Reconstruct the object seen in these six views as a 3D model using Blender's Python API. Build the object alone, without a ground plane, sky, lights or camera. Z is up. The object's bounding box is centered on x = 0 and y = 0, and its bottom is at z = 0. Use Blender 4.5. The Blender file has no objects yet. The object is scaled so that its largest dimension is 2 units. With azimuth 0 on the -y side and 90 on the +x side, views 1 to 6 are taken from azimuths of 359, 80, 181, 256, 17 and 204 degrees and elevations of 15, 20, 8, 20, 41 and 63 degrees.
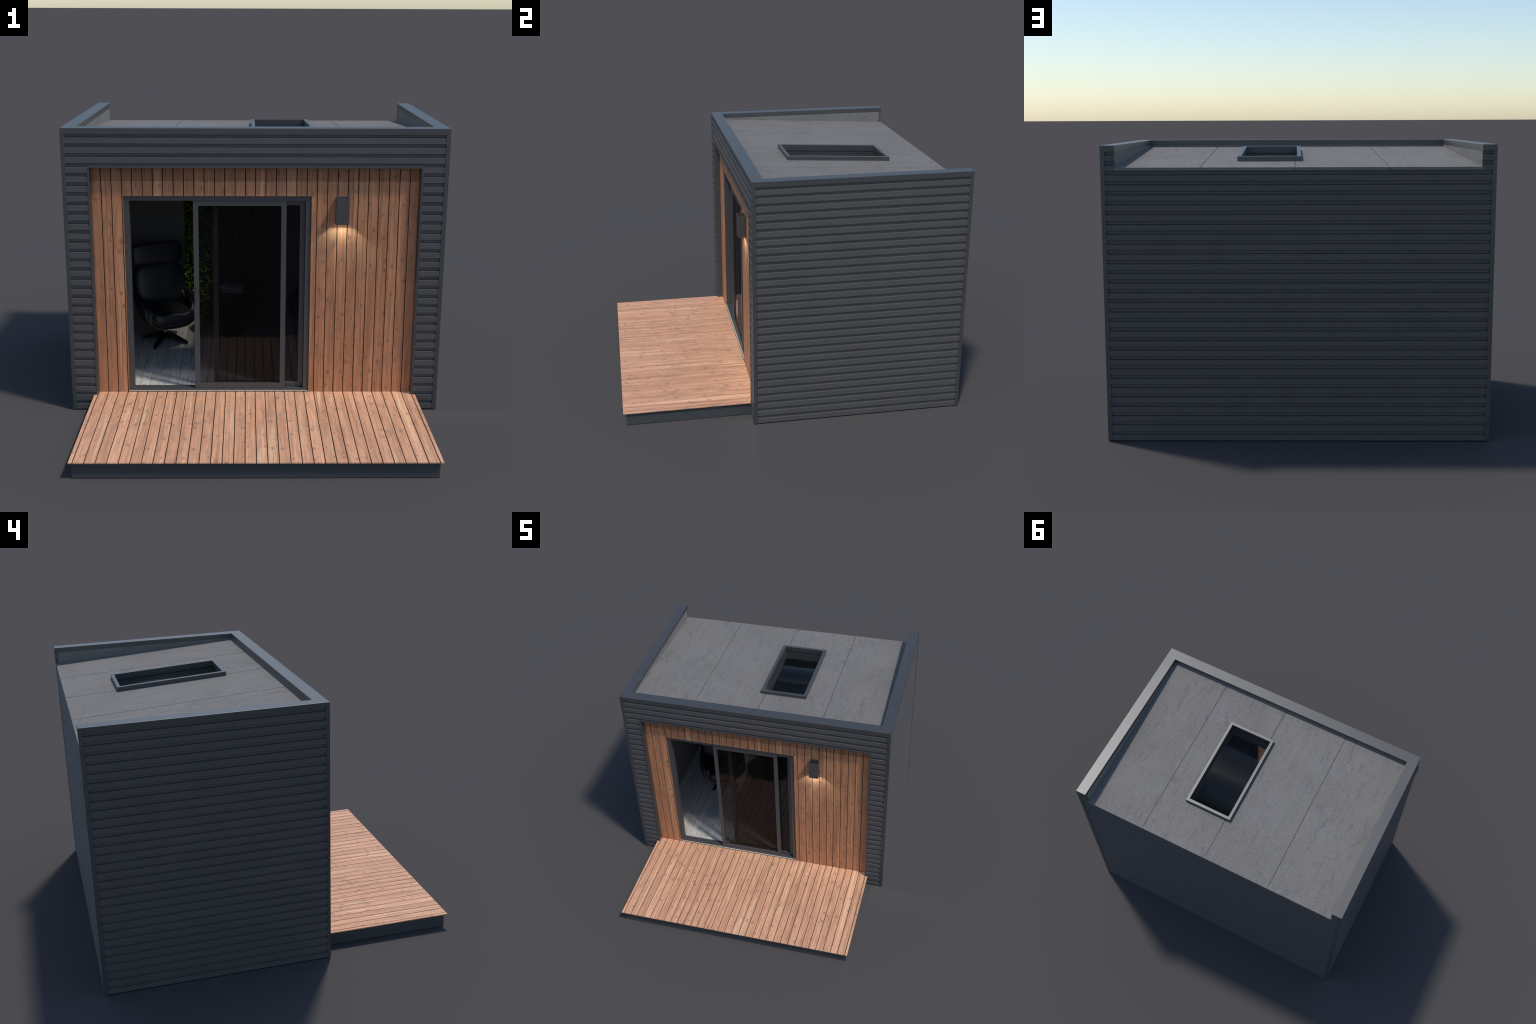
import bpy, bmesh, math, random
from mathutils import Vector, Matrix

random.seed(11)
col = bpy.context.scene.collection

# ------------------------------------------------------------------ sizes (metres)
HX = 0.947                      # half width of the cabin
FRONT, BACK = -0.248, 1.0       # outer faces
TOP, COPE = 1.465, 1.4345       # top and underside of the parapet coping
POST = 0.0215                   # corner post width
CIN, CFR = 0.878, -0.1755       # inner edges of the coping (side, front)
OPX, OPZ = 0.8123, 1.2696       # clear opening of the recessed front
TRIM = 0.0112
WOOD_Y, WOOD_T = -0.209, 0.0090 # face and thickness of the wall boards
PITCH, SEAM, GAP = 0.0510, 0.001, 0.0040
DECK_Z, DECK_T, DECK_X, DECK_Y = 0.083, 0.006, 0.834, -1.0
RIB_TOP, RIB_PITCH, RIB_H = 1.4176, 0.0478, 0.0275
DX0, DX1, DZ0, DZ1 = -0.6555, 0.2785, 0.087, 1.124      # door frame
FLOOR_Z, ROOM_X, ROOM_B, CEIL = 0.0905, 0.883, 0.955, 1.30
SK = (-0.0185, 0.3055, 0.0695, 0.7075)                  # skylight outline
SKW = 0.0195

def roof_z(y):
    return 1.3590 + (1.0 - y) * 0.0550

# ------------------------------------------------------------------ materials
class Tree:
    def __init__(self, name):
        self.m = bpy.data.materials.new(name)
        self.m.use_nodes = True
        self.t = self.m.node_tree
        self.b = self.t.nodes["Principled BSDF"]
        self.out = self.t.nodes["Material Output"]
    def n(self, kind, **kw):
        nd = self.t.nodes.new("ShaderNode" + kind)
        for k, v in kw.items():
            if k.startswith("i_"):
                nd.inputs[k[2:].replace("_", " ")].default_value = v
            else:
                setattr(nd, k, v)
        return nd
    def l(self, a, b):
        self.t.links.new(a, b)
    def val(self, sock, x):
        if hasattr(x, "is_linked") or hasattr(x, "links"):
            self.l(x, sock)
        else:
            sock.default_value = x
    def math(self, op, a, b=0.0, c=0.0, clamp=False):
        nd = self.n("Math", operation=op)
        nd.use_clamp = clamp
        for s, x in zip(nd.inputs, (a, b, c)):
            self.val(s, x)
        return nd.outputs[0]
    def mix(self, f, a, b, blend="MIX"):
        nd = self.n("Mix", data_type="RGBA", blend_type=blend)
        self.val(nd.inputs[0], f)
        self.val(nd.inputs[6], a)
        self.val(nd.inputs[7], b)
        return nd.outputs[2]
    def ramp(self, f, *stops):
        nd = self.n("ValToRGB")
        e = nd.color_ramp.elements
        while len(e) < len(stops):
            e.new(0.5)
        for el, (p, c) in zip(e, stops):
            el.position = p
            el.color = (*c, 1) if hasattr(c, "__len__") else (c, c, c, 1)
        self.l(f, nd.inputs[0])
        return nd.outputs[0]
    def mapped(self, scale, vec=None, loc=(0, 0, 0)):
        if vec is None:
            vec = self.n("TexCoord").outputs["Object"]
        mp = self.n("Mapping")
        mp.inputs["Scale"].default_value = scale
        mp.inputs["Location"].default_value = loc
        self.l(vec, mp.inputs[0])
        return mp.outputs[0]
    def noise(self, vec, scale, detail=3.0, rough=0.5, dist=0.0):
        nd = self.n("TexNoise", i_Scale=scale, i_Detail=detail, i_Roughness=rough, i_Distortion=dist)
        self.l(vec, nd.inputs["Vector"])
        return nd.outputs[0]
    def bump(self, h, strength, dist=0.001):
        nd = self.n("Bump", i_Strength=strength, i_Distance=dist)
        self.l(h, nd.inputs["Height"])
        self.l(nd.outputs[0], self.b.inputs["Normal"])

def rgb(c):
    return (*c, 1.0)

def plain(name, c, rough=0.5, spec=0.5, metal=0.0, vary=0.0, vscale=6.0):
    t = Tree(name)
    t.b.inputs["Roughness"].default_value = rough
    t.b.inputs["Specular IOR Level"].default_value = spec
    t.b.inputs["Metallic"].default_value = metal
    if vary:
        f = t.noise(t.mapped((1, 1, 1)), vscale, 5.0, 0.6)
        c0, c1 = [tuple(x * k for x in c) for k in (1 - vary, 1 + vary)]
        t.l(t.ramp(f, (0.3, c0), (0.7, c1)), t.b.inputs["Base Color"])
    else:
        t.b.inputs["Base Color"].default_value = rgb(c)
    return t.m

def wood(name, dark, mid, light, pale, knot, rough=0.55, spec=0.3, painted_shadow_z=None):
    """Knotty softwood board, long axis = local Y; every board gets its own cut of the log."""
    t = Tree(name)
    oi = t.n("ObjectInfo")
    tc = t.n("TexCoord").outputs["Object"]
    sep = t.n("SeparateXYZ")
    t.l(tc, sep.inputs[0])
    r = oi.outputs["Random"]
    com = t.n("CombineXYZ")
    t.l(t.math("MULTIPLY_ADD", r, 7.3, sep.outputs[0]), com.inputs[0])
    t.l(t.math("MULTIPLY_ADD", r, 31.7, sep.outputs[1]), com.inputs[1])
    t.l(t.math("MULTIPLY_ADD", r, 3.1, 0.0), com.inputs[2])
    v = com.outputs[0]
    # slow waviness so the grain lines bow round knots
    wav = t.noise(t.mapped((9, 3.5, 1), v), 1.0, 2.0)
    com2 = t.n("CombineXYZ")
    t.l(t.math("MULTIPLY_ADD", wav, 0.016, t.math("MULTIPLY_ADD", r, 7.3, sep.outputs[0])), com2.inputs[0])
    t.l(t.math("MULTIPLY_ADD", r, 31.7, sep.outputs[1]), com2.inputs[1])
    v2 = com2.outputs[0]
    fine = t.noise(t.mapped((360, 5, 1), v2), 1.0, 4.0, 0.65)
    broad = t.noise(t.mapped((85, 1.5, 1), v2), 1.0, 3.0, 0.6)
    blot = t.noise(t.mapped((26, 9, 1), v), 1.0, 4.0, 0.65)
    c = t.ramp(broad, (0.30, dark), (0.50, mid), (0.72, light))
    c = t.mix(t.ramp(blot, (0.46, 0.0), (0.70, 0.62)), c, rgb((mid[0] * 0.60, mid[1] * 0.66, mid[2] * 0.72)))
    # pale cathedral streak in some boards
    streak = t.ramp(t.noise(t.mapped((32, 1.2, 1), v2, (3.3, 1.7, 0)), 1.0, 1.0), (0.56, 0.0), (0.66, 1.0))
    pick = t.math("GREATER_THAN", t.math("FRACT", t.math("MULTIPLY", r, 17.3)), 0.55)
    c = t.mix(t.math("MULTIPLY", t.math("MULTIPLY", streak, pick), 0.50), c, rgb(pale))
    c = t.mix(t.math("MULTIPLY", t.ramp(fine, (0.36, 1.0), (0.52, 0.0)), 0.42), c, rgb(tuple(0.45 * a for a in dark)))
    # knots: dark grey rim, paler heart
    vor = t.n("TexVoronoi", i_Scale=15.0, i_Randomness=1.0)
    vor.voronoi_dimensions = "2D"
    wob = t.n("TexNoise", i_Scale=90.0, i_Detail=2.0)
    t.l(v, wob.inputs["Vector"])
    push = t.n("VectorMath", operation="MULTIPLY_ADD")
    t.l(wob.outputs["Color"], push.inputs[0])
    push.inputs[1].default_value = (0.007, 0.009, 0)
    t.l(v, push.inputs[2])
    warp = t.mapped((1.0, 0.70, 1), push.outputs[0])
    t.l(warp, vor.inputs["Vector"])
    sc = t.n("SeparateColor")
    t.l(vor.outputs["Color"], sc.inputs[0])
    size = t.math("MULTIPLY_ADD", sc.outputs[0], 0.085, 0.045)
    rel = t.math("DIVIDE", vor.outputs["Distance"], size)
    k = t.ramp(t.math("MULTIPLY", rel, 0.5), (0.04, 0.45), (0.16, 1.0), (0.30, 0.75), (0.80, 0.0))
    gate = t.math("GREATER_THAN", sc.outputs[1], 0.28)
    c = t.mix(t.math("MULTIPLY", t.math("MULTIPLY", k, gate), 0.72), c, rgb(knot))
    # small pin knots
    vor2 = t.n("TexVoronoi", i_Scale=46.0, i_Randomness=1.0)
    vor2.voronoi_dimensions = "2D"
    t.l(t.mapped((1.0, 0.55, 1), v), vor2.inputs["Vector"])
    sc2 = t.n("SeparateColor")
    t.l(vor2.outputs["Color"], sc2.inputs[0])
    k2 = t.ramp(vor2.outputs["Distance"], (0.06, 1.0), (0.16, 0.0))
    c = t.mix(t.math("MULTIPLY", t.math("MULTIPLY", k2, t.math("GREATER_THAN", sc2.outputs[0], 0.78)), 0.5), c, rgb(knot))
    # board-to-board tone
    hs = t.n("HueSaturation")
    t.l(c, hs.inputs["Color"])
    t.l(t.math("MULTIPLY_ADD", t.math("FRACT", t.math("MULTIPLY", r, 5.71)), 0.22, 0.93), hs.inputs["Value"])
    c = hs.outputs[0]
    if painted_shadow_z:                                     # baked lintel shadow, painted by darkening the boards above this height
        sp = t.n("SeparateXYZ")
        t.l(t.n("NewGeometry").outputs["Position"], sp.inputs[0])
        above = t.math("GREATER_THAN", sp.outputs[2], painted_shadow_z)
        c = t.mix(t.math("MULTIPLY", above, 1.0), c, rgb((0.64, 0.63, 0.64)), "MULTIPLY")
    t.l(c, t.b.inputs["Base Color"])
    t.b.inputs["Roughness"].default_value = rough
    t.b.inputs["Specular IOR Level"].default_value = spec
    t.bump(fine, 0.25, 0.0006)
    return t.m

def concrete(name):
    t = Tree(name)
    o = t.mapped((1, 1, 1))
    big = t.noise(o, 3.2, 5.0, 0.6, 0.4)
    strk = t.noise(t.mapped((30, 6.5, 30)), 1.0, 6.0, 0.68, 0.5)
    grain = t.noise(o, 120.0, 4.0, 0.8)
    hue = t.noise(t.mapped((1, 1, 1), None, (4, 7, 2)), 2.4, 3.0)
    c = t.ramp(big, (0.28, (0.180, 0.169, 0.157)), (0.72, (0.214, 0.202, 0.188)))
    c = t.mix(t.ramp(hue, (0.45, 0.0), (0.7, 0.5)), c, rgb((0.205, 0.190, 0.170)))
    c = t.mix(t.ramp(strk, (0.30, 0.65), (0.47, 0.0)), c, rgb((0.115, 0.112, 0.110)))
    c = t.mix(t.ramp(strk, (0.56, 0.0), (0.75, 0.15)), c, rgb((0.295, 0.282, 0.262)))
    c = t.mix(t.ramp(grain, (0.30, 0.75), (0.48, 0.0)), c, rgb((0.095, 0.093, 0.092)))
    c = t.mix(t.ramp(grain, (0.55, 0.0), (0.72, 0.6)), c, rgb((0.37, 0.355, 0.33)))
    t.l(c, t.b.inputs["Base Color"])
    t.b.inputs["Roughness"].default_value = 0.85
    t.b.inputs["Specular IOR Level"].default_value = 0.2
    t.bump(grain, 0.35, 0.001)
    return t.m

def glass(name, c, alpha, tint, rough=0.03):
    """Smoked pane: each face half veils what lies behind and mirrors what lies in front."""
    t = Tree(name)
    t.b.inputs["Base Color"].default_value = rgb(c)
    t.b.inputs["Roughness"].default_value = rough
    t.b.inputs["Specular IOR Level"].default_value = 0.72
    tr = t.n("BsdfTransparent")
    tr.inputs[0].default_value = rgb((tint, tint, tint))
    mx = t.n("MixShader")
    mx.inputs[0].default_value = alpha
    t.l(tr.outputs[0], mx.inputs[1])
    t.l(t.b.outputs[0], mx.inputs[2])
    t.l(mx.outputs[0], t.out.inputs[0])
    return t.m

def lamp_mat(name, c, strength):
    t = Tree(name)
    t.b.inputs["Base Color"].default_value = rgb((0.8, 0.8, 0.75))
    t.b.inputs["Emission Color"].default_value = rgb(c)
    t.b.inputs["Emission Strength"].default_value = strength
    return t.m

def leather(name):
    t = Tree(name)
    vor = t.n("TexVoronoi", i_Scale=260.0)
    t.l(t.mapped((1, 1, 1)), vor.inputs["Vector"])
    t.b.inputs["Base Color"].default_value = rgb((0.020, 0.021, 0.024))
    t.b.inputs["Roughness"].default_value = 0.42
    t.bump(vor.outputs["Distance"], 0.25, 0.0008)
    return t.m

def leafy(name):
    t = Tree(name)
    f = t.noise(t.mapped((1, 1, 1)), 38.0, 3.0, 0.7)
    t.l(t.ramp(f, (0.3, (0.050, 0.12, 0.010)), (0.50, (0.17, 0.33, 0.02)), (0.68, (0.46, 0.60, 0.05))), t.b.inputs["Base Color"])  # greens lightened to carry the lamp light baked on the leaves
    t.b.inputs["Roughness"].default_value = 0.5
    tl = t.n("BsdfTranslucent")
    tl.inputs[0].default_value = rgb((0.15, 0.26, 0.02))
    mx = t.n("MixShader")
    mx.inputs[0].default_value = 0.25
    t.l(t.b.outputs[0], mx.inputs[1])
    t.l(tl.outputs[0], mx.inputs[2])
    t.l(mx.outputs[0], t.out.inputs[0])
    return t.m

M = dict(
    metal=plain("anthracite_coated_steel", (0.098, 0.099, 0.099), 0.42, 0.5, 0.50, vary=0.04, vscale=9),
    sheet=plain("anthracite_cladding", (0.086, 0.081, 0.081), 0.52, 0.5, vary=0.05, vscale=7),
    door=plain("door_aluminium", (0.066, 0.065, 0.067), 0.48, 0.45, vary=0.03),
    concrete=concrete("roof_concrete_board"),
    deck=wood("deck_softwood", (0.52, 0.255, 0.140), (0.73, 0.380, 0.225), (0.83, 0.455, 0.278), (0.95, 0.62, 0.37), (0.24, 0.155, 0.120)),
    wall=wood("wall_softwood", (0.35, 0.148, 0.071), (0.51, 0.226, 0.114), (0.60, 0.284, 0.150), (0.72, 0.39, 0.205), (0.16, 0.090, 0.060), painted_shadow_z=1.1985),
    floor=wood("whitewashed_softwood", (0.46, 0.43, 0.385), (0.62, 0.59, 0.54), (0.70, 0.665, 0.61), (0.74, 0.70, 0.61), (0.20, 0.18, 0.17)),
    lining=plain("skylight_lining_paint", (0.48, 0.45, 0.42), 0.8, 0.2),
    bed=plain("roof_joint_filler", (0.105, 0.102, 0.100), 0.9, 0.1),
    under=plain("dark_batten", (0.030, 0.021, 0.018), 0.9, 0.1),
    fascia=plain("deck_fascia_paint", (0.060, 0.062, 0.064), 0.6, 0.4),
    sill=plain("bright_threshold", (0.48, 0.44, 0.37), 0.45, 0.5),
    room=plain("interior_paint", (0.20, 0.19, 0.185), 0.8, 0.3, vary=0.06),
    pane=glass("door_glass", (0.004, 0.004, 0.004), 0.20, 0.76),
    skypane=glass("skylight_glass", (0.006, 0.007, 0.009), 0.30, 0.80, 0.14),
    bulb=lamp_mat("lamp_light", (0.82, 1.0, 1.0), 11000.0),
    leather=leather("black_leather"),
    walnut=wood("walnut_veneer", (0.10, 0.045, 0.022), (0.17, 0.080, 0.040), (0.23, 0.115, 0.06), (0.25, 0.13, 0.07), (0.06, 0.03, 0.02), 0.35, 0.5),
    black=plain("black_lacquer", (0.012, 0.012, 0.013), 0.35, 0.5),
    chrome=plain("brushed_chrome", (0.55, 0.56, 0.58), 0.25, 0.5, 1.0),
    paper=plain("paper", (0.80, 0.80, 0.82), 0.7, 0.2, vary=0.05),
    blue=plain("blue_cover", (0.05, 0.12, 0.22), 0.4, 0.4),
    grey=plain("grey_cover", (0.30, 0.31, 0.33), 0.5, 0.4),
    leaf=leafy("leaf_green"),
    moss=plain("moss_backing", (0.012, 0.020, 0.006), 1.0, 0.0),
)

# ------------------------------------------------------------------ geometry helpers
def obj(name, bm, mat, parent=None, bevel=0.0, smooth=False, loc=None, rot=None):
    me = bpy.data.meshes.new(name)
    bmesh.ops.recalc_face_normals(bm, faces=bm.faces)
    bm.to_mesh(me)
    bm.free()
    for m in (mat if isinstance(mat, (list, tuple)) else [mat]):
        me.materials.append(m)
    if smooth:
        for p in me.polygons:
            p.use_smooth = True
    o = bpy.data.objects.new(name, me)
    col.objects.link(o)
    if parent:
        o.parent = parent
    if loc:
        o.location = loc
    if rot:
        o.rotation_euler = rot
    if bevel:
        b = o.modifiers.new("edge", "BEVEL")
        b.width, b.segments, b.limit_method, b.angle_limit = bevel, 2, "ANGLE", math.radians(40)
    return o

def add_box(bm, x0, x1, y0, y1, z0, z1):
    m = Matrix.Translation(((x0 + x1) / 2, (y0 + y1) / 2, (z0 + z1) / 2)) @ Matrix.Diagonal((x1 - x0, y1 - y0, z1 - z0, 1))
    return bmesh.ops.create_cube(bm, size=1.0, matrix=m)["verts"]

def box(name, b, mat, parent=None, bevel=0.0):
    bm = bmesh.new()
    add_box(bm, *b)
    return obj(name, bm, mat, parent, bevel)

def plate(name, us, vs, w0, w1, keep, mat, parent=None, axes="xyz", top=None, bevel=0.0):
    """Solid plate on a u-v grid with cells left out (holes); w0..w1 thickness along the third axis.
    axes names which world axis u, v and w run along; top(u, v) may bend the w1 side."""
    bm = bmesh.new()
    order = ["xyz".index(a) for a in axes]
    vert = {}
    def P(i, j, side):
        key = (i, j, side)
        if key not in vert:
            u, v = us[i], vs[j]
            w = (top(u, v) if top else w1) if side else w0
            p = [0, 0, 0]
            for a, x in zip(order, (u, v, w)):
                p[a] = x
            vert[key] = bm.verts.new(p)
        return vert[key]
    cells = {(i, j) for i in range(len(us) - 1) for j in range(len(vs) - 1) if keep(i, j)}
    for i, j in cells:
        for s in (0, 1):
            bm.faces.new([P(i, j, s), P(i + 1, j, s), P(i + 1, j + 1, s), P(i, j + 1, s)])
        for di, dj, a, b in ((-1, 0, (0, 0), (0, 1)), (1, 0, (1, 0), (1, 1)), (0, -1, (0, 0), (1, 0)), (0, 1, (0, 1), (1, 1))):
            if (i + di, j + dj) not in cells:
                A, B = (i + a[0], j + a[1]), (i + b[0], j + b[1])
                bm.faces.new([P(*A, 0), P(*B, 0), P(*B, 1), P(*A, 1)])
    return obj(name, bm, mat, parent, bevel)

def ribbed(name, a0, a1, z0, z1, face, out, parent):
    """Trapezoid-rib cladding sheet. Runs a0..a1 along the wall, ribs horizontal.
    face = plane the rib crowns reach, out = (axis, sign) of the outward direction."""
    deep, slope, back, slot = 0.0068, 0.0030, 0.018, 0.0045
    prof = []                                    # (z, depth below crown)
    k = 0
    while True:
        t = RIB_TOP - RIB_PITCH * k
        b = t - RIB_H
        prof += [(t + slope + 0.0020, deep), (t + slope + 0.0016, deep + slot), (t + slope + 0.0002, deep + slot), (t, 0.0), (b, 0.0), (b - 0.0010, deep + slot), (b - 0.0024, deep + slot), (b - 0.0028, deep)]
        k += 1
        if b < 0:
            break
    prof = [(COPE + 0.02, deep)] + prof + [(-0.05, 0.0)]
    def depth(z):
        for (za, da), (zb, db) in zip(prof, prof[1:]):
            if zb <= z <= za:
                return da + (db - da) * ((za - z) / (za - zb) if za > zb else 0)
        return 0.0
    zs = [z1] + [z for z, d in prof if z0 < z < z1] + [z0]
    pts = [(z, depth(z)) for z in zs]
    axis, sign = out
    bm = bmesh.new()
    def P(a, z, d):
        w = face - sign * d
        return bm.verts.new((w, a, z) if axis == "x" else (a, w, z))
    loops = []
    for a in (a0, a1):
        loops.append([P(a, z, d) for z, d in pts] + [P(a, z0, back), P(a, z1, back)])
    n = len(loops[0])
    for i in range(n):
        j = (i + 1) % n
        bm.faces.new([loops[0][i], loops[0][j], loops[1][j], loops[1][i]])
    for lp in loops:
        bm.faces.new(lp)
    return obj(name, bm, M["sheet"], parent)

def loft(bm, rings, closed=True, cap=True):
    vs = [[bm.verts.new(p) for p in r] for r in rings]
    n = len(rings[0])
    for a, b in zip(vs, vs[1:]):
        for i in range(n if closed else n - 1):
            j = (i + 1) % n
            bm.faces.new([a[i], a[j], b[j], b[i]])
    if cap and closed:
        bm.faces.new(vs[0])
        bm.faces.new(vs[-1])
    return vs

def disc_stack(prof, n=48, c=(0, 0)):
    return [[(c[0] + r * math.cos(i * math.tau / n), c[1] + r * math.sin(i * math.tau / n), z) for i in range(n)] for r, z in prof]

def board(name, L, W, T, mat, parent, bevel=0.0007):
    """Board mesh: long axis local Y, width local X, thickness local Z (top at 0)."""
    bm = bmesh.new()
    add_box(bm, -W / 2, W / 2, -L / 2, L / 2, -T, 0)
    if bevel:
        es = [e for e in bm.edges if abs(e.verts[0].co.z) < 1e-6 and abs(e.verts[1].co.z) < 1e-6]
        bmesh.ops.bevel(bm, geom=es, offset=bevel, segments=1, affect="EDGES")
    return obj(name, bm, mat, parent)

def strips(x0, x1, gap=GAP):
    """Board extents between x0 and x1 on the common seam grid."""
    ks = [SEAM + PITCH * k for k in range(-30, 31)]
    cuts = [x0] + [s for s in ks if x0 + 0.003 < s < x1 - 0.003] + [x1]
    res = []
    for a, b in zip(cuts, cuts[1:]):
        res.append((a + (gap / 2 if a != x0 else 0), b - (gap / 2 if b != x1 else 0)))
    return res

# ================================================================== the cabin
cabin = bpy.data.objects.new("garden_cabin", None)
cabin.empty_display_size = 0.2
col.objects.link(cabin)
cabin["label"] = "flat roofed garden office cabin with dark ribbed cladding and wooden deck"
cabin["category"] = "garden cabin"

# --- wall cores (plain inner lining, hidden outside by the cladding)
for s in (-1, 1):
    a, b = sorted((s * ROOM_X, s * 0.930))
    box("interior_wall", (a, b, -0.19, 0.984, 0.0, 1.345), M["room"], cabin)
box("interior_wall", (-ROOM_X, ROOM_X, ROOM_B, 0.984, 0.0, 1.345), M["room"], cabin)

# --- cladding sheets
ribbed("cladding_sheet", FRONT + POST, BACK - POST, 0.0, COPE, HX - 0.0013, ("x", 1), cabin)
ribbed("cladding_sheet", FRONT + POST, BACK - POST, 0.0, COPE, -HX + 0.0013, ("x", -1), cabin)
ribbed("cladding_sheet", -HX + POST, HX - POST, 0.0, 1.3587, BACK - 0.0016, ("y", 1), cabin)
for s in (-1, 1):
    a, b = sorted((s * CIN, s * (HX - POST)))
    ribbed("cladding_sheet", a, b, 1.3587, COPE, BACK - 0.0016, ("y", 1), cabin)
    a, b = sorted((s * (OPX + TRIM), s * (HX - POST)))
    ribbed("cladding_sheet", a, b, 0.0, OPZ + TRIM, FRONT + 0.0012, ("y", -1), cabin)
ribbed("cladding_sheet", -HX + POST, HX - POST, OPZ + TRIM, COPE, FRONT + 0.0012, ("y", -1), cabin)

# --- corner posts
for sx in (-1, 1):
    for y0, y1 in ((FRONT, FRONT + POST), (BACK - POST, BACK)):
        a, b = sorted((sx * (HX - POST), sx * HX))
        box("corner_post", (a, b, y0, y1, 0.0, COPE), M["metal"], cabin, 0.0012)

# --- parapet: concrete inner walls, header core and the coping cap
for s in (-1, 1):
    a, b = sorted((s * (CIN + 0.0010), s * 0.931))
    box("parapet_wall", (a, b, CFR, 0.985, 1.30, COPE), M["concrete"], cabin)
box("parapet_wall", (-0.93, 0.93, -0.232, CFR, OPZ + 0.004, COPE), M["concrete"], cabin)
plate("parapet_coping", (-HX, -CIN, CIN, HX), (FRONT, CFR, BACK), COPE, TOP, lambda i, j: not (i == 1 and j == 1), M["metal"], cabin, bevel=0.0012)

# --- trim round the recessed front
plate("opening_trim", (-OPX - TRIM, -OPX, OPX, OPX + TRIM), (0.0, OPZ, OPZ + TRIM), -0.195, FRONT,
      lambda i, j: not (i == 1 and j == 0), M["metal"], cabin, axes="xzy", bevel=0.001)

# --- sloping roof of four concrete boards round the skylight
roof = box("roof", (-0.870, 0.870, -0.17, 0.984, CEIL + 0.001, 1.302), M["room"], cabin)
hx0, hx1, hy0, hy1 = SK[0] + 0.006, SK[1] - 0.006, SK[2] + 0.006, SK[3] - 0.006
bpy.data.objects.remove(roof)
roof = plate("roof", (-0.874, hx0, hx1, 0.874), (-0.174, hy0, hy1, 0.983), CEIL, 1.345,
             lambda i, j: not (i == 1 and j == 1), M["room"], cabin)
seams = (-0.8825, -0.4375, 0.0135, 0.4690, 0.8825)
for a, b in zip(seams, seams[1:]):
    a, b = a + (0.0024 if a > -0.87 else 0), b - (0.0024 if b < 0.87 else 0)
    us = sorted({a, b} | {h for h in (hx0, hx1) if a < h < b})
    vs = (-0.177, hy0, hy1, 0.9985)
    plate("roof_panel", us, vs, 1.346, 1.36,
          lambda i, j: not (j == 1 and us[i] >= hx0 - 1e-6 and us[i + 1] <= hx1 + 1e-6),
          M["concrete"], roof, top=lambda u, v: roof_z(v))
plate("roof_panel_bed", (-0.877, hx0, hx1, 0.877), (-0.176, hy0, hy1, 0.9975), 1.347, 1.35,
      lambda i, j: not (i == 1 and j == 1), M["bed"], roof, top=lambda u, v: roof_z(v) - 0.0016)

# --- skylight: kerb frame, lining and flat pane
x0, x1, y0, y1 = SK
sky = plate("skylight", (x0, x0 + SKW, x1 - SKW, x1), (y0, y0 + SKW, y1 - SKW, y1), 1.345, 1.42,
            lambda i, j: not (i == 1 and j == 1), M["metal"], cabin, top=lambda u, v: 1.4005 + (0.7075 - v) * 0.0535, bevel=0.001)
ix0, ix1, iy0, iy1 = x0 + SKW - 0.003, x1 - SKW + 0.003, y0 + SKW - 0.003, y1 - SKW + 0.003
bm = bmesh.new()
for v in add_box(bm, ix0, ix1, iy0, iy1, -0.004, 0.0):
    v.co.z += roof_z(v.co.y) - 0.012
pane = obj("glass_pane", bm, M["skypane"], sky, smooth=True)
# flat pane; normals tilted along its length to shape a sky reflection band
mid = Vector(((ix0 + ix1) / 2, (iy0 + iy1) / 2, 0))
fan = []
for v in pane.data.vertices:
    d = v.co - mid
    up = 1.0 if v.co.z > roof_z(v.co.y) - 0.014 else -1.0
    fan.append(Vector((0.0, math.copysign(0.85, d.y), up)).normalized())
pane.data.normals_split_custom_set_from_vertices(fan)
plate("skylight_lining", (ix0 - 0.001, ix0 + 0.004, ix1 - 0.004, ix1 + 0.001), (iy0 - 0.001, iy0 + 0.004, iy1 - 0.004, iy1 + 0.001), CEIL - 0.002, 1.34,
      lambda i, j: not (i == 1 and j == 1), M["lining"], sky, top=lambda u, v: roof_z(v) - 0.018)

# --- recessed front wall: core with door opening, vertical boards
wall = plate("front_wall", (-0.93, DX0 + 0.004, DX1 - 0.004, 0.93), (0.0, DZ0 + 0.002, DZ1 - 0.004, 1.345), WOOD_Y + WOOD_T, -0.165,
             lambda i, j: not (i == 1 and j == 1), M["under"], cabin, axes="xzy")
plate("interior_wall", (-ROOM_X, DX0 + 0.004, DX1 - 0.004, ROOM_X), (0.0, DZ0 + 0.002, DZ1 - 0.004, CEIL + 0.01), -0.165, -0.160,
      lambda i, j: not (i == 1 and j == 1), M["room"], cabin, axes="xzy")
cache = {}
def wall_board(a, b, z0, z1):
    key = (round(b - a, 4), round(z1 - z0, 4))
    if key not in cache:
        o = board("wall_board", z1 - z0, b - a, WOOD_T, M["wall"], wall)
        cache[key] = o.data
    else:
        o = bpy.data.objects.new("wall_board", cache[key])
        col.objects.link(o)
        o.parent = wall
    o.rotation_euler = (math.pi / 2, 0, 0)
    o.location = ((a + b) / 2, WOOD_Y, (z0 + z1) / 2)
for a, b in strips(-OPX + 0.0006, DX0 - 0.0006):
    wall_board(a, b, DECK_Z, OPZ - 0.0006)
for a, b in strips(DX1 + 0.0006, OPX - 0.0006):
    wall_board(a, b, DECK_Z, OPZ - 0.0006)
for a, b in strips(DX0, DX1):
    wall_board(a, b, DZ1 + 0.0006, OPZ - 0.0006)

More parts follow.
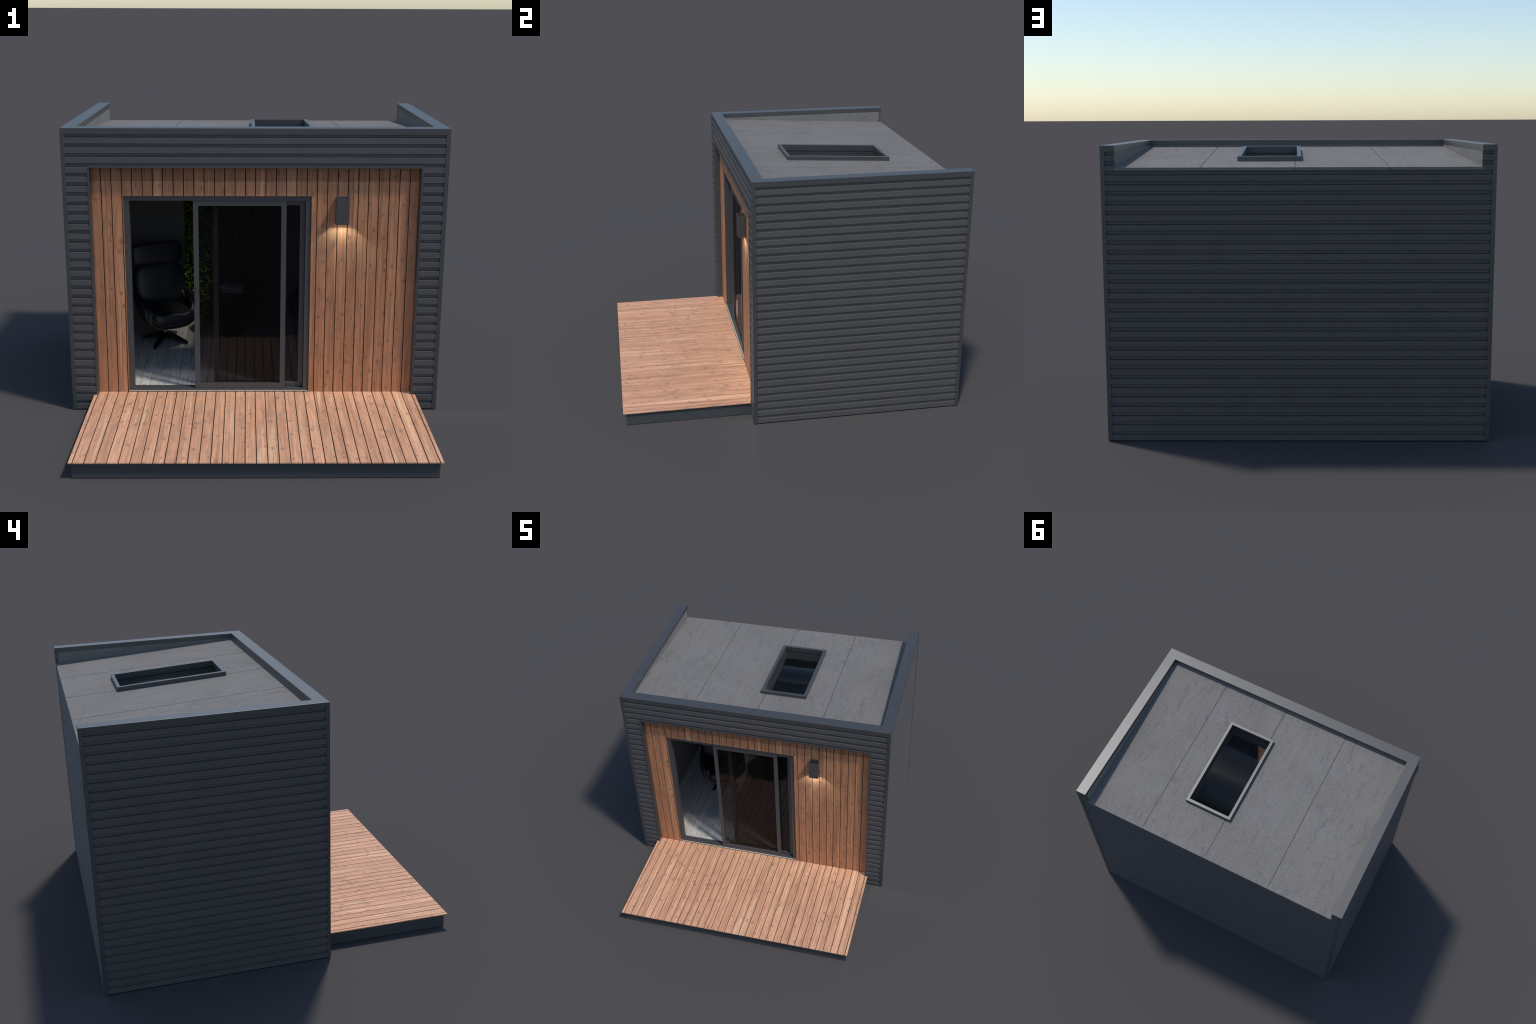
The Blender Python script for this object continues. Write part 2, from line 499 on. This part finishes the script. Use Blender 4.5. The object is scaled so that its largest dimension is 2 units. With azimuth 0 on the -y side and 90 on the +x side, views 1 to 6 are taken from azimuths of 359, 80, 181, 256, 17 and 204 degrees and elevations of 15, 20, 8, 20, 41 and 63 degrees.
# --- terrace deck
deck = bpy.data.objects.new("terrace_deck", None)
bm = bmesh.new()
add_box(bm, -0.822, 0.822, -0.9835, FRONT - 0.0005, 0.0, DECK_Z - DECK_T - 0.001)
col.objects.unlink(deck) if deck.name in col.objects else None
bpy.data.objects.remove(deck)
deck = obj("terrace_deck", bm, M["fascia"], cabin)
bm = bmesh.new()
add_box(bm, -0.8295, 0.8295, -0.9935, FRONT - 0.001, DECK_Z - DECK_T - 0.0008, DECK_Z - 0.0035)
add_box(bm, -OPX + 0.002, OPX - 0.002, FRONT - 0.0005, WOOD_Y - 0.0006, 0.0, DECK_Z - 0.0035)
obj("deck_substructure", bm, M["under"], deck)
cache2 = {}
for a, b in strips(-DECK_X, DECK_X):
    yb = FRONT - 0.0012 if max(abs(a), abs(b)) > OPX + 0.004 else WOOD_Y - 0.0004
    L = yb - DECK_Y
    key = (round(b - a, 4), round(L, 4))
    if key not in cache2:
        o = board("deck_board", L, b - a, DECK_T, M["deck"], deck)
        cache2[key] = o.data
    else:
        o = bpy.data.objects.new("deck_board", cache2[key])
        col.objects.link(o)
        o.parent = deck
    o.location = ((a + b) / 2, DECK_Y + L / 2, DECK_Z)

# --- door: frame, sliding leaf in front, fixed leaf behind
FW = 0.0265
frame = plate("door_frame", (DX0, DX0 + FW, DX1 - FW, DX1), (DZ0, DZ0 + 0.012, DZ1 - 0.0245, DZ1), -0.158, -0.2012,
              lambda i, j: not (i == 1 and j == 1), M["door"], cabin, axes="xzy", bevel=0.0009)
box("door_threshold", (DX0 + 0.001, DX1 - 0.001, -0.2085, -0.2013, DECK_Z + 0.0030, DECK_Z + 0.0050), M["sill"], cabin)
def leaf_panel(name, xa, xb, ya, yb):
    z0, z1, w = DZ0 + 0.0125, DZ1 - 0.025, 0.0262
    p = plate(name, (xa, xa + w, xb - w, xb), (z0, z0 + 0.0265, z1 - 0.0262, z1), yb, ya,
              lambda i, j: not (i == 1 and j == 1), M["door"], cabin, axes="xzy", bevel=0.0009)
    m = (ya + yb) / 2
    box("glass_pane", (xa + w - 0.004, xb - w + 0.004, m - 0.0015, m + 0.0015, z0 + 0.0225, z1 - 0.0222), M["pane"], p)
    return p
slide = leaf_panel("sliding_door", -0.3115, 0.1560, -0.1985, -0.1800)
fixed = leaf_panel("fixed_door", -0.2130, 0.2515, -0.1775, -0.1590)
# pull handle on the sliding leaf
bm = bmesh.new()
add_box(bm, -0.3025, -0.2955, -0.2075, -0.2035, 0.570, 0.664)
add_box(bm, -0.3020, -0.2960, -0.2040, -0.1988, 0.576, 0.582)
add_box(bm, -0.3020, -0.2960, -0.2040, -0.1988, 0.652, 0.658)
obj("door_handle", bm, M["door"], slide, 0.0008)

# --- wall lamp: open square tube on a small bracket, light inside
lx0, lx1, ly0, ly1, lz0, lz1, lt = 0.3985, 0.4630, -0.2585, -0.2125, 0.990, 1.1245, 0.0032
lamp = plate("wall_lamp", (lx0, lx0 + lt, lx1 - lt, lx1), (ly0, ly0 + lt, ly1 - lt, ly1), lz0, lz1,
             lambda i, j: not (i == 1 and j == 1), M["door"], cabin, bevel=0.0007)
box("lamp_bracket", (0.412, 0.449, ly1, WOOD_Y, 1.035, 1.080), M["door"], lamp)
box("lamp_insert", (lx0 + lt, lx1 - lt, ly0 + lt, ly1 - lt, 1.0172, 1.098), M["black"], lamp)
box("lamp_baffle", (lx0 + lt, lx1 - lt, -0.2252, -0.2236, 0.9905, 1.0172), M["black"], lamp)
bm = bmesh.new()
loft(bm, disc_stack([(0.0036, 1.0170), (0.0036, 1.0155), (0.0024, 1.0145)], 20, ((lx0 + lx1) / 2, -0.2196)))
obj("light_bulb", bm, M["bulb"], lamp, smooth=True)

# ================================================================== interior
floor = box("interior_floor", (-ROOM_X, ROOM_X, -0.1595, ROOM_B, 0.0, FLOOR_Z - 0.006), M["under"], cabin)
first = None
for a, b in strips(-ROOM_X, ROOM_X, 0.0012):
    key = round(b - a, 4)
    if first is None or first[0] != key:
        o = board("floor_board", ROOM_B + 0.1592, b - a, 0.006, M["floor"], floor)
        first = (key, o.data)
    else:
        o = bpy.data.objects.new("floor_board", first[1])
        col.objects.link(o)
        o.parent = floor
    o.location = ((a + b) / 2, (ROOM_B - 0.1592) / 2, FLOOR_Z)
box("door_sill", (DX0 + 0.004, DX1 - 0.004, -0.1995, -0.1597, 0.02, DZ0 + 0.0005), M["door"], cabin)

# --- living wall: backing panel and a few thousand small leaves
GW = (-0.430, 0.035, FLOOR_Z + 0.004, CEIL - 0.002)
green = box("green_wall", (GW[0], GW[1], 0.925, ROOM_B - 0.0005, GW[2], GW[3]), M["moss"], cabin)
bm = bmesh.new()
for _ in range(6000):
    L = random.uniform(0.014, 0.032)
    w = L * random.uniform(0.35, 0.5)
    base = Vector((random.uniform(*GW[:2]), 0.925 - random.uniform(0.0, 0.022), random.uniform(*GW[2:])))
    rot = Matrix.Rotation(random.uniform(-1.3, 1.3), 4, "Y") @ Matrix.Rotation(random.uniform(0.5, 1.5), 4, "X")
    pts = [(0, 0, 0), (w / 2, 0.002, -L * 0.4), (0, -0.002, -L), (-w / 2, 0.002, -L * 0.4), (0, -0.0015, -L * 0.45)]
    q = []
    for p in pts:
        d = rot @ Vector(p)
        d.y = -abs(d.y) * 0.9
        d = base + d
        d.z = max(d.z, FLOOR_Z + 0.001)
        q.append(bm.verts.new(d))
    bm.faces.new([q[0], q[1], q[4]])
    bm.faces.new([q[1], q[2], q[4]])
    bm.faces.new([q[2], q[3], q[4]])
    bm.faces.new([q[3], q[0], q[4]])
lv = obj("leaf_cover", bm, M["leaf"], green)
lv["kind"] = "stuff"

# ------------------------------------------------------------------ lounge chairs
def cushion(name, size, mat, parent, loc, rot=(0, 0, 0), puff=0.35, n=12):
    """Soft rounded block: superellipsoid with a faint pull at the middle."""
    bm = bmesh.new()
    bmesh.ops.create_uvsphere(bm, u_segments=40, v_segments=24, radius=1.0)
    for v in bm.verts:
        c = v.co
        e = puff
        f = [math.copysign(abs(x) ** e, x) for x in c]
        k = 1 / max(1e-6, (sum(abs(x) ** (2 / e) for x in f)) ** (e / 2))
        c.x, c.y, c.z = [x * k * s / 2 for x, s in zip(f, size)]
        c.z += 0.004 * math.cos(c.x * 60) * (1 if c.z > 0 else 0)
    return obj(name, bm, mat, parent, smooth=True, loc=loc, rot=rot)

def lounge_chair(where, turn, label):
    ch = bpy.data.objects.new("lounge_chair", None)
    col.objects.link(ch)
    ch.location, ch.rotation_euler = (where[0], where[1], FLOOR_Z), (0, 0, turn)
    ch["label"], ch["category"] = label, "lounge chair"
    # spine of the bucket: (y, z, half width, arm height)
    sp = [(-0.172, 0.150, 0.138, 0.060), (-0.155, 0.146, 0.158, 0.098), (-0.120, 0.142, 0.170, 0.125), (-0.060, 0.138, 0.178, 0.142),
          (0.010, 0.138, 0.180, 0.152), (0.070, 0.154, 0.178, 0.150), (0.112, 0.196, 0.172, 0.128), (0.138, 0.256, 0.166, 0.098),
          (0.156, 0.330, 0.158, 0.066), (0.172, 0.400, 0.145, 0.036), (0.182, 0.440, 0.125, 0.018)]
    def surface(inset):
        rings = []
        for i, (y, z, w, h) in enumerate(sp):
            a, b = sp[max(i - 1, 0)], sp[min(i + 1, len(sp) - 1)]
            t = Vector((0, b[0] - a[0], b[1] - a[1])).normalized()
            nrm = Vector((0, -t.z, t.y))
            r = []
            for k in range(25):
                ph = (k / 24 - 0.5) * math.pi
                p = Vector((0, y, z)) + Vector((1, 0, 0)) * (w - inset) * math.copysign(abs(math.sin(ph)) ** 0.85, ph) + nrm * (inset + (h - inset * 0.6) * (1 - math.cos(ph)) ** 1.15)
                r.append(p)
            rings.append([q - Vector((0, 0, 0.016)) for q in r])
        return rings
    def skin(name, i0, i1, mat):
        bm = bmesh.new()
        A = loft(bm, surface(i0), False)
        B = loft(bm, surface(i1), False)
        nr, nc = len(A), len(A[0])
        for i in range(nr - 1):
            for k in (0, nc - 1):
                bm.faces.new([A[i][k], A[i + 1][k], B[i + 1][k], B[i][k]])
        for k in range(nc - 1):
            for i in (0, nr - 1):
                bm.faces.new([A[i][k], A[i][k + 1], B[i][k + 1], B[i][k]])
        o = obj(name, bm, mat, ch, smooth=True)
        s = o.modifiers.new("round", "SUBSURF")
        s.levels = s.render_levels = 2
        return o
    skin("seat_shell", 0.0, 0.006, M["walnut"])
    skin("shell_lining", 0.0062, 0.040, M["leather"])
    # rolled arm pads on the rim of the bucket
    for sx in (-1, 1):
        bm = bmesh.new()
        rings = []
        for f, y, z, r in ((0.0, -0.150, 0.215, 0.010), (0.1, -0.145, 0.232, 0.020), (0.3, -0.110, 0.258, 0.026), (0.6, -0.040, 0.274, 0.028), (0.85, 0.040, 0.288, 0.026), (1.0, 0.085, 0.300, 0.014)):
            rings.append([(sx * (0.152 + 0.012 * math.sin(f * 3.1)) + r * 0.8 * math.cos(k * math.tau / 16), y, z - 0.012 + r * 1.5 * math.sin(k * math.tau / 16)) for k in range(16)])
        loft(bm, rings)
        o = obj("armrest", bm, M["leather"], ch, smooth=True)
        o.modifiers.new("round", "SUBSURF").render_levels = 2
    cushion("seat_cushion", (0.290, 0.285, 0.085), M["leather"], ch, (0, -0.045, 0.183), (math.radians(-6), 0, 0), 0.5)
    cushion("back_cushion", (0.315, 0.240, 0.095), M["leather"], ch, (0, 0.100, 0.342), (math.radians(-104), 0, 0), 0.5)
    cushion("headrest", (0.325, 0.135, 0.090), M["leather"], ch, (0, 0.148, 0.512), (math.radians(-104), 0, 0), 0.42)
    # column and four-star base
    bm = bmesh.new()
    loft(bm, disc_stack([(0.016, 0.045), (0.016, 0.120), (0.055, 0.132), (0.055, 0.142)], 24))
    for k in range(4):
        a = math.radians(45 + 90 * k)
        d, q = Vector((math.cos(a), math.sin(a), 0)), Vector((-math.sin(a), math.cos(a), 0))
        rings = []
        for s, z, w, h in ((0.0, 0.050, 0.016, 0.014), (0.07, 0.036, 0.013, 0.011), (0.135, 0.014, 0.010, 0.008), (0.145, 0.009, 0.009, 0.008)):
            c = d * s + Vector((0, 0, z))
            rings.append([c + q * w + Vector((0, 0, h)), c - q * w + Vector((0, 0, h)), c - q * w - Vector((0, 0, h)), c + q * w - Vector((0, 0, h))])
        loft(bm, rings)
    obj("swivel_base", bm, M["black"], ch)
    bm = bmesh.new()
    loft(bm, disc_stack([(0.0175, 0.066), (0.0175, 0.090)], 24))
    obj("chrome_collar", bm, M["chrome"], ch, smooth=False)
    return ch

lounge_chair((-0.530, 0.530), math.radians(24), "black leather bucket lounge chair with walnut shell")
lounge_chair((0.415, 0.600), math.radians(-35), "black leather bucket lounge chair with walnut shell")

# ------------------------------------------------------------------ side table with a pile of books
tc = (-0.140, 0.700)
bm = bmesh.new()
loft(bm, disc_stack([(0.130, 0.000), (0.132, 0.004), (0.132, 0.012), (0.128, 0.016)], 64))
table = obj("side_table", bm, M["black"], None, loc=(tc[0], tc[1], FLOOR_Z + 0.255))
table["label"], table["category"] = "round black drum side table", "side table"
bm = bmesh.new()
loft(bm, disc_stack([(0.092, -0.255), (0.098, -0.250), (0.108, 0.0)], 64))
obj("table_drum", bm, M["black"], table, smooth=False)
z = FLOOR_Z + 0.2712
for w, d, h, turn, m, dx in ((0.150, 0.110, 0.010, 14, "grey", 0.020), (0.145, 0.105, 0.008, 22, "blue", 0.024), (0.140, 0.100, 0.012, 18, "paper", 0.016)):
    bm = bmesh.new()
    add_box(bm, -w / 2, w / 2, -d / 2, d / 2, 0.0, 0.0012)
    add_box(bm, -w / 2, w / 2, -d / 2, d / 2, h - 0.0012, h)
    add_box(bm, w / 2 - 0.0012, w / 2, -d / 2, d / 2, 0.0012, h - 0.0012)
    bk = obj("book", bm, M[m], None, loc=(tc[0] + dx, tc[1] - 0.01, z), rot=(0, 0, math.radians(-turn)))
    bk["label"], bk["category"] = "thin paper book lying flat in a pile", "book"
    bm = bmesh.new()
    add_box(bm, -w / 2 + 0.001, w / 2 - 0.0014, -d / 2 + 0.002, d / 2 - 0.002, 0.0013, h - 0.0013)
    obj("page_block", bm, M["paper"], bk)
    z += h + 0.0004
